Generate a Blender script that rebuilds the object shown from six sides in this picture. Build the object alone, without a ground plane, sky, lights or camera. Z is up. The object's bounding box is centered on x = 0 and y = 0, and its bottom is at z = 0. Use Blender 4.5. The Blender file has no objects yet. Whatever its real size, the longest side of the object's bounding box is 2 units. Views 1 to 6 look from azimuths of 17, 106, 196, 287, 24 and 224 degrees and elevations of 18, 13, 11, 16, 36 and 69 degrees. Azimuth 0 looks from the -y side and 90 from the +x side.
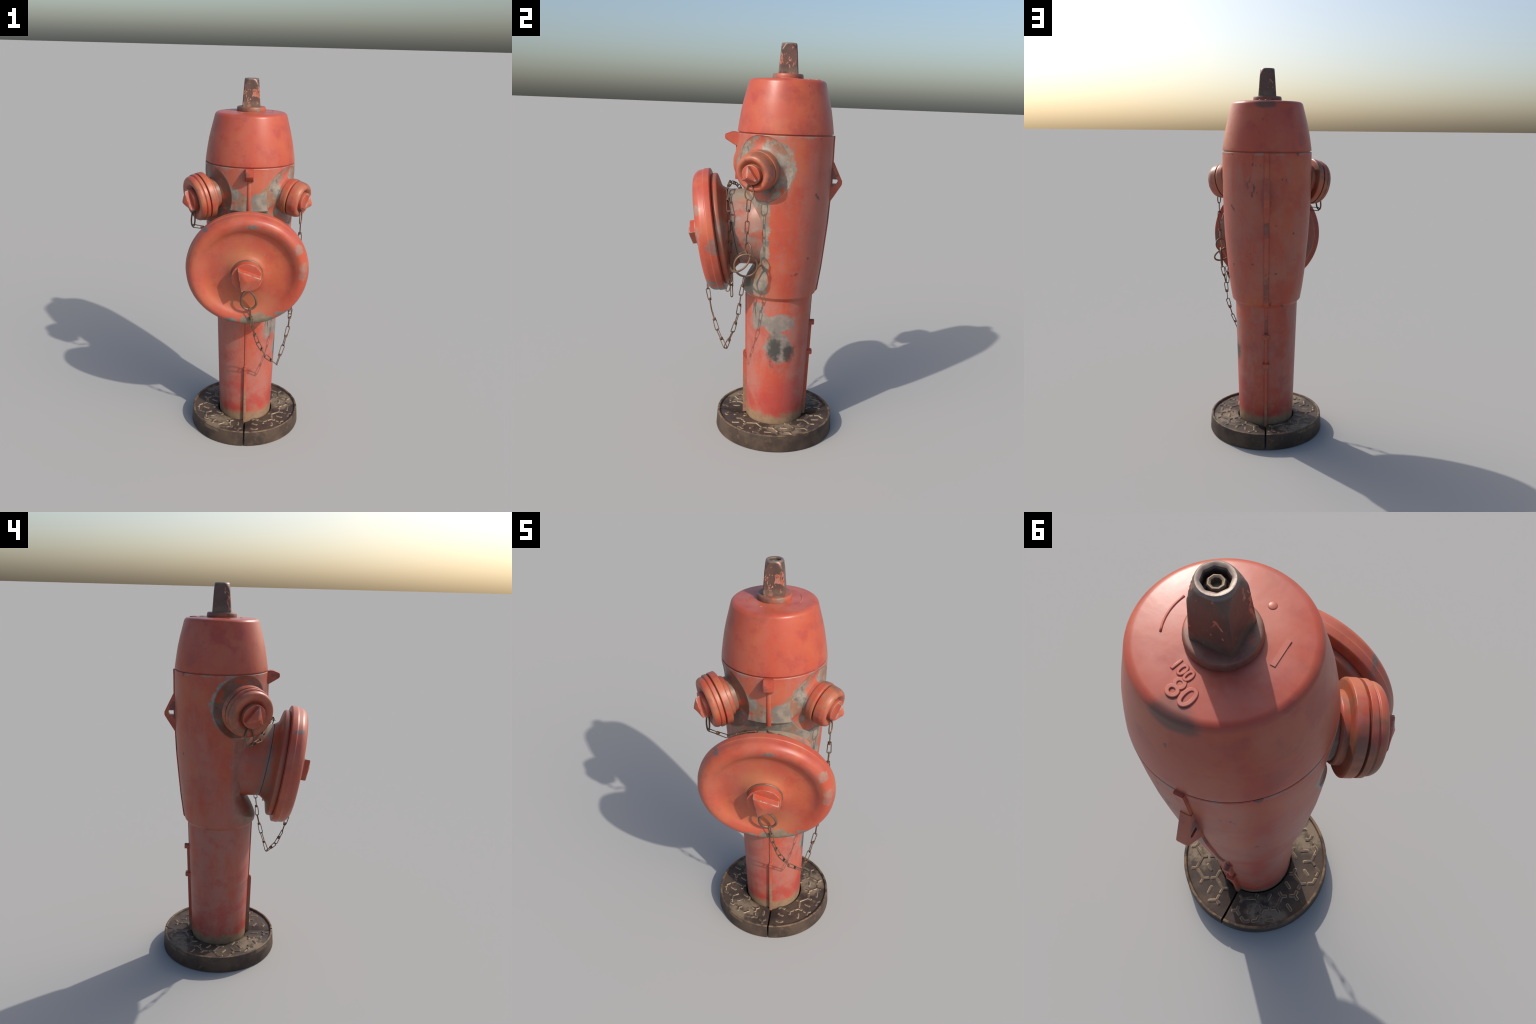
# An old painted fire hydrant: barrel on a standpipe, bonnet with operating nut,
# two hose outlets, one big pumper outlet, retaining chains, split cast iron foot plate.
import bpy, bmesh, math, random
import numpy as np
from mathutils import Vector, Matrix

rnd = random.Random(7)
PHI = math.radians(17.4)            # the hydrant's front is turned a little to the right
AXIS = (-0.0457, 0.0857, 0.0)       # where the hydrant's own axis stands

# ------------------------------------------------------------------ scene helpers
def top_empty(name, label, category):
    e = bpy.data.objects.new(name, None)
    bpy.context.scene.collection.objects.link(e)
    e["label"] = label
    e["category"] = category
    return e

ROOT = top_empty("fire_hydrant", "weathered red cast iron fire hydrant with chained caps", "fire hydrant")
ROOT.location = AXIS
ROOT.rotation_euler = (0, 0, PHI)

def L(x, f, z):
    """hydrant frame: x to its right, f to its front, z up"""
    return Vector((x, -f, z))

def finish(me, mat, angle=35):
    me.materials.clear()
    me.materials.append(mat)
    for p in me.polygons:
        p.use_smooth = True
    if angle:
        me.set_sharp_from_angle(angle=math.radians(angle))
    return me

def add(name, me, parent=None, matrix=None):
    o = bpy.data.objects.new(name, me)
    bpy.context.scene.collection.objects.link(o)
    o.parent = parent or ROOT
    if matrix is not None:
        o.matrix_local = matrix
    return o

def bm_to_mesh(bm, name):
    bmesh.ops.recalc_face_normals(bm, faces=bm.faces[:])
    me = bpy.data.meshes.new(name)
    bm.to_mesh(me)
    bm.free()
    return me

def rounded(points, steps=4):
    """open profile [(r, z, fillet)] -> polyline with filleted corners"""
    out = []
    n = len(points)
    for i, p in enumerate(points):
        a = Vector(p[:2]); fr = p[2] if len(p) > 2 else 0
        if fr <= 0 or i in (0, n - 1):
            out.append(a); continue
        b = Vector(points[i - 1][:2]); c = Vector(points[i + 1][:2])
        d1 = (b - a); d2 = (c - a)
        k = min(fr, d1.length * .49, d2.length * .49)
        s = a + d1.normalized() * k; e = a + d2.normalized() * k
        for j in range(steps + 1):
            t = j / steps
            out.append(s * (1 - t) ** 2 + a * 2 * t * (1 - t) + e * t ** 2)
    return out

def frame(origin, axis, up=Vector((0, 0, 1))):
    """matrix whose local z runs along axis, local y close to up"""
    z = axis.normalized()
    x = up.cross(z).normalized()
    y = z.cross(x)
    m = Matrix((x, y, z)).transposed().to_4x4()
    m.translation = origin
    return m

def lathe(name, points, mat, matrix=None, seg=96, angle=35, steps=4, wobble=None):
    """solid of revolution; the profile's ends on the axis are closed, others capped"""
    prof = rounded(points, steps)
    bm = bmesh.new()
    rings = []
    for (r, z) in prof:
        if r < 1e-5:
            rings.append([bm.verts.new((0, 0, z))]); continue
        ring = []
        for i in range(seg):
            a = 2 * math.pi * i / seg
            rr, zz = (r, z) if wobble is None else wobble(a, r, z)
            ring.append(bm.verts.new((rr * math.cos(a), rr * math.sin(a), zz)))
        rings.append(ring)
    for A, B in zip(rings, rings[1:]):
        if len(A) == 1 and len(B) == 1: continue
        for i in range(seg):
            j = (i + 1) % seg
            if len(A) == 1: bm.faces.new((A[0], B[i], B[j]))
            elif len(B) == 1: bm.faces.new((A[i], A[j], B[0]))
            else: bm.faces.new((A[i], A[j], B[j], B[i]))
    for R in (rings[0], rings[-1]):
        if len(R) > 1: bm.faces.new(R)
    if matrix is not None:
        bm.transform(matrix)
    return finish(bm_to_mesh(bm, name), mat, angle)

def tube(name, pts, radius, mat, closed=False, seg=8, angle=0):
    """a wire swept along a polyline"""
    bm = bmesh.new()
    sweep(bm, pts, radius, closed, seg)
    return finish(bm_to_mesh(bm, name), mat, angle)

def sweep(bm, pts, radius, closed=False, seg=8):
    pts = [Vector(p) for p in pts]
    n = len(pts)
    rings = []
    ref = None
    for i, p in enumerate(pts):
        a = pts[(i - 1) % n] if closed or i else p
        b = pts[(i + 1) % n] if closed or i < n - 1 else p
        t = (b - a).normalized()
        if ref is None:
            ref = t.orthogonal().normalized()
        ref = (ref - t * ref.dot(t)).normalized()
        bi = t.cross(ref)
        rings.append([bm.verts.new(p + radius * (math.cos(2 * math.pi * k / seg) * ref + math.sin(2 * math.pi * k / seg) * bi)) for k in range(seg)])
    shift = 0
    if closed:   # match the last ring to the first one
        shift = min(range(seg), key=lambda s: (rings[-1][s].co - rings[0][0].co).length)
    m = n if closed else n - 1
    for i in range(m):
        A = rings[i]; B = rings[(i + 1) % n]
        if closed and i == n - 1:
            A = [A[(k + shift) % seg] for k in range(seg)]
        for k in range(seg):
            l = (k + 1) % seg
            bm.faces.new((A[k], A[l], B[l], B[k]))
    if not closed:
        bm.faces.new(rings[0]); bm.faces.new(rings[-1])

def prism(name, outline, depth_dir, depth, mat, bevel=0.0, holes=None, angle=35, taper=None):
    """extrude a closed 3D outline both ways along depth_dir"""
    bm = bmesh.new()
    d = depth_dir.normalized() * depth / 2
    n = len(outline)
    s = [1.0] * n if taper is None else taper
    A = [bm.verts.new(p - d * k) for p, k in zip(outline, s)]
    B = [bm.verts.new(p + d * k) for p, k in zip(outline, s)]
    for i in range(n):
        j = (i + 1) % n
        bm.faces.new((A[i], A[j], B[j], B[i]))
    if holes is None:
        bm.faces.new(A); bm.faces.new(B)
    else:
        HA = [bm.verts.new(p - d) for p in holes]; HB = [bm.verts.new(p + d) for p in holes]
        for i in range(len(holes)):
            j = (i + 1) % len(holes)
            bm.faces.new((HA[i], HA[j], HB[j], HB[i]))
        for V, H in ((A, HA), (B, HB)):
            ed = []
            for R in (V, H):
                for i in range(len(R)):
                    e = bm.edges.get((R[i], R[(i + 1) % len(R)]))
                    ed.append(e)
            bmesh.ops.triangle_fill(bm, use_beauty=True, edges=ed)
    bmesh.ops.recalc_face_normals(bm, faces=bm.faces[:])
    if bevel:
        sharp = [e for e in bm.edges if len(e.link_faces) == 2 and e.calc_face_angle(0) > 0.4]
        bmesh.ops.bevel(bm, geom=sharp, offset=bevel, segments=2, affect='EDGES', clamp_overlap=True)
    return finish(bm_to_mesh(bm, name), mat, angle)

# ------------------------------------------------------------------ material helpers
class Nodes:
    def __init__(self, name):
        self.m = bpy.data.materials.new(name)
        self.m.use_nodes = True
        self.t = self.m.node_tree
        self.t.nodes.clear()
        self.co = self.new('ShaderNodeTexCoord').outputs['Object']
        sep = self.new('ShaderNodeSeparateXYZ')
        self.t.links.new(self.co, sep.inputs[0])
        self.x, self.y, self.z = sep.outputs
    def new(self, kind, **kw):
        n = self.t.nodes.new(kind)
        for k, v in kw.items(): setattr(n, k, v)
        return n
    def put(self, sock, v):
        if isinstance(v, bpy.types.NodeSocket): self.t.links.new(v, sock)
        elif v is not None: sock.default_value = v
    def math(self, op, a, b=None, c=None, clamp=False):
        n = self.new('ShaderNodeMath', operation=op, use_clamp=clamp)
        self.put(n.inputs[0], a); self.put(n.inputs[1], b); self.put(n.inputs[2], c)
        return n.outputs[0]
    def mul(self, *a):
        o = a[0]
        for b in a[1:]: o = self.math('MULTIPLY', o, b)
        return o
    def step(self, v, lo, hi):
        n = self.new('ShaderNodeMapRange', interpolation_type='SMOOTHSTEP')
        self.put(n.inputs['Value'], v); n.inputs['From Min'].default_value = lo; n.inputs['From Max'].default_value = hi
        return n.outputs[0]
    def coords(self, scale=(1, 1, 1), loc=(0, 0, 0), rot=(0, 0, 0)):
        n = self.new('ShaderNodeMapping')
        self.put(n.inputs[0], self.co)
        n.inputs['Scale'].default_value = scale; n.inputs['Location'].default_value = loc; n.inputs['Rotation'].default_value = rot
        return n.outputs[0]
    def noise(self, scale, detail=4, rough=.55, co=None, dist=0.0, seed=0):
        n = self.new('ShaderNodeTexNoise', noise_dimensions='4D')
        self.put(n.inputs['Vector'], co or self.co)
        n.inputs['W'].default_value = seed * 3.7
        n.inputs['Scale'].default_value = scale; n.inputs['Detail'].default_value = detail
        n.inputs['Roughness'].default_value = rough; n.inputs['Distortion'].default_value = dist
        return n.outputs[0]
    def mix(self, fac, a, b):
        n = self.new('ShaderNodeMix', data_type='RGBA')
        self.put(n.inputs['Factor'], fac)
        self.put(n.inputs[6], a if isinstance(a, bpy.types.NodeSocket) else (*a, 1))
        self.put(n.inputs[7], b if isinstance(b, bpy.types.NodeSocket) else (*b, 1))
        return n.outputs[2]
    def blob(self, centre, radii, warp, soft=.12):
        """ragged patch round a place on the object; centre in (x, f, z)"""
        s = self.new('ShaderNodeVectorMath', operation='SUBTRACT')
        self.put(s.inputs[0], self.co); s.inputs[1].default_value = (centre[0], -centre[1], centre[2])
        m = self.new('ShaderNodeVectorMath', operation='MULTIPLY')
        self.put(m.inputs[0], s.outputs[0]); m.inputs[1].default_value = tuple(1 / r for r in radii)
        l = self.new('ShaderNodeVectorMath', operation='LENGTH')
        self.put(l.inputs[0], m.outputs[0])
        d = self.math('ADD', l.outputs['Value'], warp)
        return self.step(d, 1 + soft, 1 - soft)
    def finish(self, color, rough=.45, spec=.30, bump=None, bump_dist=.002, metallic=0.0):
        b = self.new('ShaderNodeBsdfPrincipled')
        self.put(b.inputs['Base Color'], color if isinstance(color, bpy.types.NodeSocket) else (*color, 1))
        self.put(b.inputs['Roughness'], rough)
        b.inputs['Specular IOR Level'].default_value = spec
        self.put(b.inputs['Metallic'], metallic)
        if bump is not None:
            n = self.new('ShaderNodeBump')
            n.inputs['Distance'].default_value = bump_dist
            n.inputs['Strength'].default_value = .6
            self.put(n.inputs['Height'], bump)
            self.put(b.inputs['Normal'], n.outputs[0])
        o = self.new('ShaderNodeOutputMaterial')
        self.put(o.inputs[0], b.outputs[0])
        return self.m

RED = (.405, .068, .035)
ORANGE = (.44, .112, .048)
PINK = (.355, .128, .098)
DEEP = (.33, .046, .034)
GREY = (.165, .172, .155)
PALE = (.285, .262, .215)
DARK = (.035, .038, .034)
RUST = (.30, .13, .06)
CHIP = (.13, .045, .04)
OCHRE = (.28, .185, .115)
BROWN = (.105, .062, .05)

def lin_mix(a, b, t):
    return tuple(x * (1 - t) + y * t for x, y in zip(a, b))

def paint(name, patches=(), fade=.5, deep=.5, orange=.6, extra=None, rough=.43, scale=1.0, dust=.25, bump=.35, faded=0.0):
    """old red paint: sun-faded, orange and deep-red mottling, then bare or dirty patches"""
    N = Nodes(name)
    streak = N.noise(4.0 * scale, 5, .6, N.coords((2.2, 2.2, .7)), seed=1)
    big = N.noise(5.0 * scale, 4, .55, seed=2)
    mid = N.noise(13 * scale, 5, .6, seed=3)
    fine = N.noise(70, 4, .65, seed=4)
    c = N.mix(N.mul(N.step(big, .44, .60), orange), RED, ORANGE)
    c = N.mix(N.mul(N.step(streak, .43 - faded, .66 - faded), fade), c, PINK)
    c = N.mix(N.mul(N.step(mid, .50, .66), deep), c, DEEP)
    c = N.mix(N.mul(N.step(N.noise(7, 5, .6, seed=11), .53, .66), deep * .8), c, lin_mix(DEEP, BROWN, .25))
    c = N.mix(N.mul(N.step(N.noise(30, 4, .7, seed=5), .50, .68), dust), c, lin_mix(PINK, GREY, .5))
    c = N.mix(N.mul(N.step(fine, .52, .75), .3), c, lin_mix(RED, DEEP, .8))
    warp_c = N.math('ADD', N.math('MULTIPLY_ADD', N.noise(22, 5, .7, seed=6), 2.6, -1.3), N.math('MULTIPLY_ADD', N.noise(8, 2, .5, seed=10), 1.6, -.8))
    warp_f = N.math('MULTIPLY_ADD', N.noise(60, 4, .7, seed=7), 2.2, -1.1)
    for (centre, radii, col, amt, kind) in patches:
        w = warp_f if kind == 'chip' else warp_c
        soft = .08 if kind == 'chip' else (.45 if kind == 'soft' else .16)
        tone = N.mix(N.step(N.noise(40, 4, .6, seed=8), .35, .7), lin_mix(col, (0, 0, 0), .25), lin_mix(col, PALE, .18))
        c = N.mix(N.mul(N.blob(centre, radii, w, soft), amt), c, tone)
    rgh = rough
    if extra: c = extra(N, c)
    h = N.math('ADD', N.mul(N.noise(9, 3, .5, seed=9), bump * 2.2), N.mul(fine, bump * .25))
    return N.finish(c, rgh, .45, h, .0035)

def bare_metal(name, a=BROWN, b=(.06, .045, .04), rough=.5):
    N = Nodes(name)
    c = N.mix(N.step(N.noise(22, 4, .6, seed=1), .35, .7), a, b)
    c = N.mix(N.mul(N.step(N.noise(60, 4, .6, seed=2), .52, .7), .5), c, (.20, .10, .05))
    return N.finish(c, rough, .5, N.noise(90, 4, .6, seed=3), .0008, .35)

# ------------------------------------------------------------------ barrel
Z0_NOZZLE = 1.459                    # height where the hose outlets' axes meet the barrel's axis
TILT = math.radians(11.5)
NOZ_ANG = math.radians(60.5)
PUMP_Z, PUMP_R = 1.0965, .1910

BOSS_ANG, BOSS_W, BOSS_Z, BOSS_H = math.radians(59.3), math.radians(37.2), 1.4073, .1612   # oval footprint of an outlet's boss

def nozzle_axis(side):
    c = math.cos(TILT)
    return Vector((side * math.sin(NOZ_ANG) * c, -math.cos(NOZ_ANG) * c, -math.sin(TILT)))

BARREL = [(.7425, .1700), (.7490, .1712), (.7690, .1885), (.80, .1935), (.84, .2000), (.908, .2085), (.935, .2115), (1.023, .2190),
          (1.119, .2280), (1.202, .2325), (1.257, .2350), (1.332, .2380), (1.44, .2395), (1.52, .2395), (1.5670, .2392), (1.5700, .2374)]

BARE = {}
def bare_r(t, z):
    i = int(np.argmin(np.abs((BARE['th'] - t + np.pi) % (2 * np.pi) - np.pi))); j = int(np.argmin(np.abs(BARE['z'] - z)))
    return float(BARE['r'][j, i])

def build_barrel(mat):
    """barrel as radius over (angle, height), with the casting's scoops round the outlets carved in"""
    nth, nz = 640, 460
    bz = np.array([p[0] for p in BARREL]); br = np.array([p[1] for p in BARREL])
    zs = np.unique(np.concatenate([np.linspace(bz[0], bz[-1], nz), bz]))
    th = np.linspace(0, 2 * np.pi, nth, endpoint=False)      # angle from the front, to the right
    T, Z = np.meshgrid(th, zs)
    RB = np.interp(Z, bz, br)
    # hollow round the pumper outlet: a slimmer core laid bare, deepest below and above the pipe
    core_z = [.785, .90, 1.0, 1.15, 1.27, 1.32, 1.35]
    core_r = [.148, .138, .138, .158, .192, .211, .222]
    a0 = np.degrees(np.arctan2(np.abs(np.sin(T)), np.cos(T)))
    low = np.clip((1.02 - Z) / .08, 0, 1)
    k = np.clip((a0 - 14 - 26 * low) / (50 - 18 * low), 0, 1); k = k * k * (3 - 2 * k)
    side_dip = np.clip((75 - a0) / 13, 0, 1); side_dip = side_dip * side_dip * (3 - 2 * side_dip)
    core = np.interp(Z, core_z, core_r) * (1 - k) + (RB - .010 * side_dip) * k
    q = np.sqrt((RB * np.sin(T)) ** 2 + (Z - PUMP_Z) ** 2)
    open_ = np.clip((.3085 - q) / .105, 0, 1)
    open_ = np.where(Z > PUMP_Z, np.clip((1.347 - Z) / .004, 0, 1), open_)
    R = RB - (RB - core) * open_ * (a0 < 76)
    BARE["th"], BARE["z"], BARE["r"] = th, zs, R.copy()
    for side in (1, -1):                                     # hollows under the hose outlets' bosses
        dth = (T - side * BOSS_ANG + np.pi) % (2 * np.pi) - np.pi
        e = np.sqrt((dth / BOSS_W) ** 2 + ((Z - BOSS_Z) / BOSS_H) ** 2)
        k = np.clip((1 - e) / .22, 0, 1)
        R = np.minimum(R, RB - .055 * k * k * (3 - 2 * k) - .010 * np.clip((1 - e) / .06, 0, 1))
    for it in range(2):                                      # soften the cast edges
        d = R - RB
        d = (np.roll(d, 1, 1) + np.roll(d, -1, 1) + 2 * d) / 4
        e = d.copy()
        e[1:-1] = (d[:-2] + d[2:] + 2 * d[1:-1]) / 4
        R = RB + e
    # cast unevenness
    R = R + .0007 * np.sin(3 * T + 5 * Z) * np.sin(9 * Z + 1.3) * (Z < 1.55)
    X = R * np.sin(T); Y = -R * np.cos(T)
    verts = np.stack([X, Y, Z], -1).reshape(-1, 3)
    n0 = len(zs)
    faces = []
    for i in range(n0 - 1):
        a = i * nth; b = a + nth
        for j in range(nth):
            k = (j + 1) % nth
            faces.append((a + j, a + k, b + k, b + j))
    faces.append(tuple(range(nth - 1, -1, -1)))
    faces.append(tuple(range((n0 - 1) * nth, n0 * nth)))
    me = bpy.data.meshes.new("barrel")
    me.from_pydata(verts.tolist(), [], faces)
    return finish(me, mat, 50)

def barrel_extra(N, c):
    """bare casting round the outlets and on the lower half of the front panel"""
    wob = N.math('MULTIPLY_ADD', N.noise(20, 5, .65, seed=21), .055, -.0275)
    wob2 = N.math('MULTIPLY_ADD', N.noise(34, 4, .65, seed=22), .05, -.025)
    tan = N.mix(N.step(N.noise(24, 4, .6, seed=23), .38, .64), GREY, lin_mix(PALE, RUST, .15))
    tan = N.mix(N.mul(N.step(N.noise(14, 4, .6, seed=24), .47, .62), .75), tan, (.26, .12, .07))
    tan = N.mix(N.mul(N.step(N.noise(38, 4, .65, seed=29), .55, .68), .6), tan, (.10, .095, .08))
    masks = []
    for side in (1, -1):
        a = nozzle_axis(side)
        s = N.new('ShaderNodeVectorMath', operation='SUBTRACT'); N.put(s.inputs[0], N.co); s.inputs[1].default_value = (0, 0, Z0_NOZZLE)
        d = N.new('ShaderNodeVectorMath', operation='CROSS_PRODUCT'); N.put(d.inputs[0], s.outputs[0]); d.inputs[1].default_value = tuple(a)
        l = N.new('ShaderNodeVectorMath', operation='LENGTH'); N.put(l.inputs[0], d.outputs[0])
        dot = N.new('ShaderNodeVectorMath', operation='DOT_PRODUCT'); N.put(dot.inputs[0], s.outputs[0]); dot.inputs[1].default_value = tuple(a)
        m = N.step(N.math('ADD', l.outputs['Value'], wob), .162, .148)
        masks.append(N.mul(m, N.step(dot.outputs['Value'], .0, .05)))
    crater = N.math('MAXIMUM', *masks)
    # front panel: a red V under the bonnet, bare below it
    ax = N.math('ABSOLUTE', N.x)
    v = N.math('SUBTRACT', N.z, N.math('MULTIPLY_ADD', ax, .72, 1.415))
    v = N.step(N.math('ADD', v, wob), .012, -.012)
    front = N.step(N.y, -.10, -.16)
    top = N.step(N.z, .98, 1.08)
    panel = N.mul(v, front, top)
    orange_left = N.step(N.noise(16, 3, .5, seed=25), .60, .68)
    panel = N.math('MULTIPLY', panel, N.math('SUBTRACT', 1, N.mul(orange_left, .8)))
    # edge strip beside the pumper outlet, mostly on the right
    edge = N.mul(N.step(N.math('ADD', N.y, wob2), -.064, -.074), N.step(N.z, .74, .80), N.step(N.z, 1.36, 1.30), N.math('MULTIPLY_ADD', N.step(N.x, -.1, .1), .65, .35))
    m = N.math('MAXIMUM', N.math('MAXIMUM', crater, panel), edge)
    c = N.mix(N.mul(m, N.math('MULTIPLY_ADD', N.step(N.noise(30, 4, .65, seed=30), .33, .46), .30, .68)), c, tan)
    # dirt line under the bonnet
    rim = N.step(N.math('ADD', N.z, N.mul(wob, .5)), 1.553, 1.566)
    c = N.mix(N.mul(rim, N.step(N.noise(18, 4, .6, seed=26), .45, .6), .6), c, lin_mix(GREY, PALE, .4))
    # dark scuffs beside the rear rib
    sc = N.noise(17, 4, .6, N.coords((2.0, 2.0, .8)), seed=27)
    near = N.mul(N.blob((.035, -.24, 1.44), (.075, .1, .15), N.math('MULTIPLY', wob, 6), .3), N.step(sc, .575, .60))
    c = N.mix(N.mul(near, .85), c, CHIP)
    far = N.mul(N.step(N.noise(22, 2, .4, seed=28), .70, .715), N.step(N.y, -.02, .05))
    return N.mix(N.mul(far, .85), c, CHIP)

M_BARREL = paint("barrel_paint", [
    ((-.06, .17, .82), (.14, .06, .05), RUST, .8, 'soft'),
    ((.10, .17, .80), (.12, .06, .035), OCHRE, .6, 'soft'),
], fade=.65, deep=.3, extra=barrel_extra, faded=.03)
barrel = add("barrel", build_barrel(M_BARREL))

# ------------------------------------------------------------------ standpipe and its ribs
def pipe_extra(N, c):
    wob = N.math('MULTIPLY_ADD', N.noise(14, 4, .6, seed=31), .10, -.05)
    zz = N.math('ADD', N.z, wob)
    # deep red where the sun never bleached it, mud line at the foot
    mid = N.mul(N.step(zz, .36, .26), N.step(N.noise(9, 4, .55, seed=32), .42, .58))
    c = N.mix(N.mul(mid, .65), c, (.37, .042, .034))
    side = N.step(N.x, .05, .13)
    # big worn patch on the right side: grey above, soot-black below
    w = N.math('MULTIPLY_ADD', N.noise(17, 5, .62, seed=33), 2.2, -1.1)
    g = N.math('MAXIMUM', N.blob((.16, -.005, .63), (.08, .085, .06), w, .15), N.blob((.16, .0, .51), (.08, .065, .10), w, .2))
    g = N.math('MAXIMUM', g, N.blob((.13, .10, .66), (.06, .05, .07), w, .15))
    g = N.mul(g, side)
    c = N.mix(N.mul(g, .9), c, N.mix(N.step(N.noise(28, 4, .6, seed=34), .4, .65), (.16, .165, .145), (.25, .21, .18)))
    w2 = N.math('MULTIPLY_ADD', N.noise(30, 5, .7, seed=36), 2.4, -1.2)
    k = N.mul(N.math('MAXIMUM', N.blob((.16, .020, .490), (.08, .034, .075), w2, .45), N.blob((.16, -.052, .475), (.08, .028, .045), w2, .45)), side)
    c = N.mix(N.mul(k, .9), c, DARK)
    c = N.mix(N.step(zz, .135, .10), c, N.mix(N.step(N.noise(35, 4, .6, seed=35), .4, .7), OCHRE, (.22, .14, .085)))
    return c

M_PIPE = paint("standpipe_paint", [], fade=.9, deep=.5, orange=.25, extra=pipe_extra, scale=1.0, dust=.5, faded=.07)
add("standpipe", lathe("standpipe", [(.0, .03), (.1505, .03), (.1519, .06), (.1712, .7465), (.165, .80), (0, .80)], M_PIPE, angle=40))

def rail(name, pts, width, mat, inner=.02, bevel=.003):
    """vertical rib: silhouette points (f, z) outside, sunk into the casting inside"""
    outer = [L(0, f, z) for f, z in pts]
    s = 1 if pts[0][0] > 0 else -1
    back = [L(0, f - s * inner, z) for f, z in reversed(pts)]
    return prism(name, outer + back, Vector((1, 0, 0)), width, mat, bevel)

def pipe_r(z): return .152 + (z - .06) * .0192 / .685
def barrel_r(z): return float(np.interp(z, [p[0] for p in BARREL], [p[1] for p in BARREL]))

M_RIB = paint("rib_paint", [((0, -.24, 1.36), (.03, .03, .05), CHIP, .8, 'chip'), ((0, -.23, 1.18), (.03, .03, .04), CHIP, .7, 'chip'),
                            ((0, -.19, .88), (.03, .03, .10), CHIP, .6, 'chip'), ((0, -.18, .64), (.03, .03, .05), CHIP, .6, 'chip'),
                            ((0, .17, .12), (.03, .05, .14), OCHRE, .8, 'soft'), ((0, -.17, .07), (.03, .05, .10), OCHRE, .8, 'soft')],
              fade=.6, extra=None)
add("front_rib", rail("front_rib", [(.1712, .062), (.1795, .4165), (pipe_r(.43) - .004, .434)], .017, M_RIB, .035))
add("front_seam", rail("front_seam", [(pipe_r(.40) + .005, .40), (pipe_r(.745) + .005, .745)], .012, M_RIB, .02, .002))
add("rear_rib", rail("rear_rib", [(-.1682, .06), (-.1812, .585), (-.182, .60)], .018, M_RIB, .03))
add("rear_seam", rail("rear_seam", [(-(pipe_r(.59) + .0035), .59), (-(pipe_r(.75) + .0035), .75)], .016, M_RIB, .02, .0015))
add("rear_spine", rail("rear_spine", [(-.1745, .748), (-.1985, .775)] + [(-(barrel_r(z) + .0072), z) for z in (.9, 1.0, 1.13, 1.25, 1.34, 1.44, 1.54)] + [(-.2475, 1.569)],
    .026, M_RIB, .02, .002))
def stud(name, z, f, r, w):
    m = frame(L(0, -.150, z), Vector((0, 1, 0)))
    return lathe(name, [(0, 0), (r, 0), (r, f - .150, .003), (0, f - .150)], M_RIB, m, 24)
add("rivet", stud("rivet", .5905, .1938, .0155, 0))
add("rivet", prism("rivet", [L(0, f, z) for f, z in ((-.15, .411), (-.1892, .411), (-.1892, .4365), (-.15, .4365))], Vector((1, 0, 0)), .032, M_RIB, .003))
# hanging bracket with a hexagonal eye
eye = [(-.246, 1.330), (-.269, 1.3305), (-.2755, 1.342), (-.2715, 1.3535), (-.246, 1.354)]
add("bracket", prism("bracket", [L(0, *p) for p in ((-.225, 1.245), (-.242, 1.245), (-.2905, 1.322), (-.2945, 1.331), (-.2945, 1.346), (-.2485, 1.440), (-.225, 1.440))],
    Vector((1, 0, 0)), .029, M_RIB, 0, [L(0, *p) for p in eye]))

# front lug and the rib under it
M_LUG = paint("lug_paint", [((-.01, .28, 1.55), (.02, .03, .012), CHIP, .5, 'chip')], fade=.3, deep=.5)
lug = [L(0, *p) for p in ((.225, 1.569), (.252, 1.5735), (.266, 1.573), (.3010, 1.5595), (.3005, 1.5375), (.246, 1.505), (.225, 1.503))]
add("lug", prism("lug", lug, Vector((1, 0, 0)), .046, M_LUG, .003, taper=[1, 1, 1, .78, .78, 1, 1]))
add("panel_rib", lathe("panel_rib", [(0, 1.338), (.0115, 1.338), (.0115, 1.51), (0, 1.51)], M_LUG, Matrix.Translation(L(0, .2340, 0)), 24))

# ------------------------------------------------------------------ bonnet, washer, operating nut
def bonnet_extra(N, c):
    w = N.math('MULTIPLY_ADD', N.noise(24, 4, .6, seed=41), .8, -.4)
    smear = N.blob((.010, -.190, 1.816), (.055, .05, .024), w, .3)
    c = N.mix(N.mul(smear, .85), c, (.12, .06, .045))
    top = N.mul(N.step(N.z, 1.826, 1.834), N.step(N.noise(12, 4, .6, seed=42), .35, .65))
    c = N.mix(N.mul(top, .6), c, (.47, .15, .115))
    chip = N.mul(N.step(N.noise(26, 2, .4, N.coords((1.6, 1.6, .8)), seed=43), .73, .75), N.step(N.z, 1.83, 1.81), N.step(N.y, -.05, .05))
    return N.mix(N.mul(chip, .7), c, CHIP)
M_BONNET = paint("bonnet_paint", [], fade=.25, deep=.7, orange=.5, extra=bonnet_extra, rough=.36, dust=.1, bump=.25)
bonnet = add("bonnet", lathe("bonnet", [(.0, 1.560), (.2310, 1.560), (.2310, 1.5752), (.2388, 1.5765, .002), (.2358, 1.60), (.2300, 1.64), (.2215, 1.69), (.2110, 1.735), (.2000, 1.776), (.1885, 1.820, .010), (.1765, 1.8295, .012), (.12, 1.8330), (.06, 1.8345), (0, 1.8345)],
    M_BONNET, seg=128, angle=60))
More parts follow.
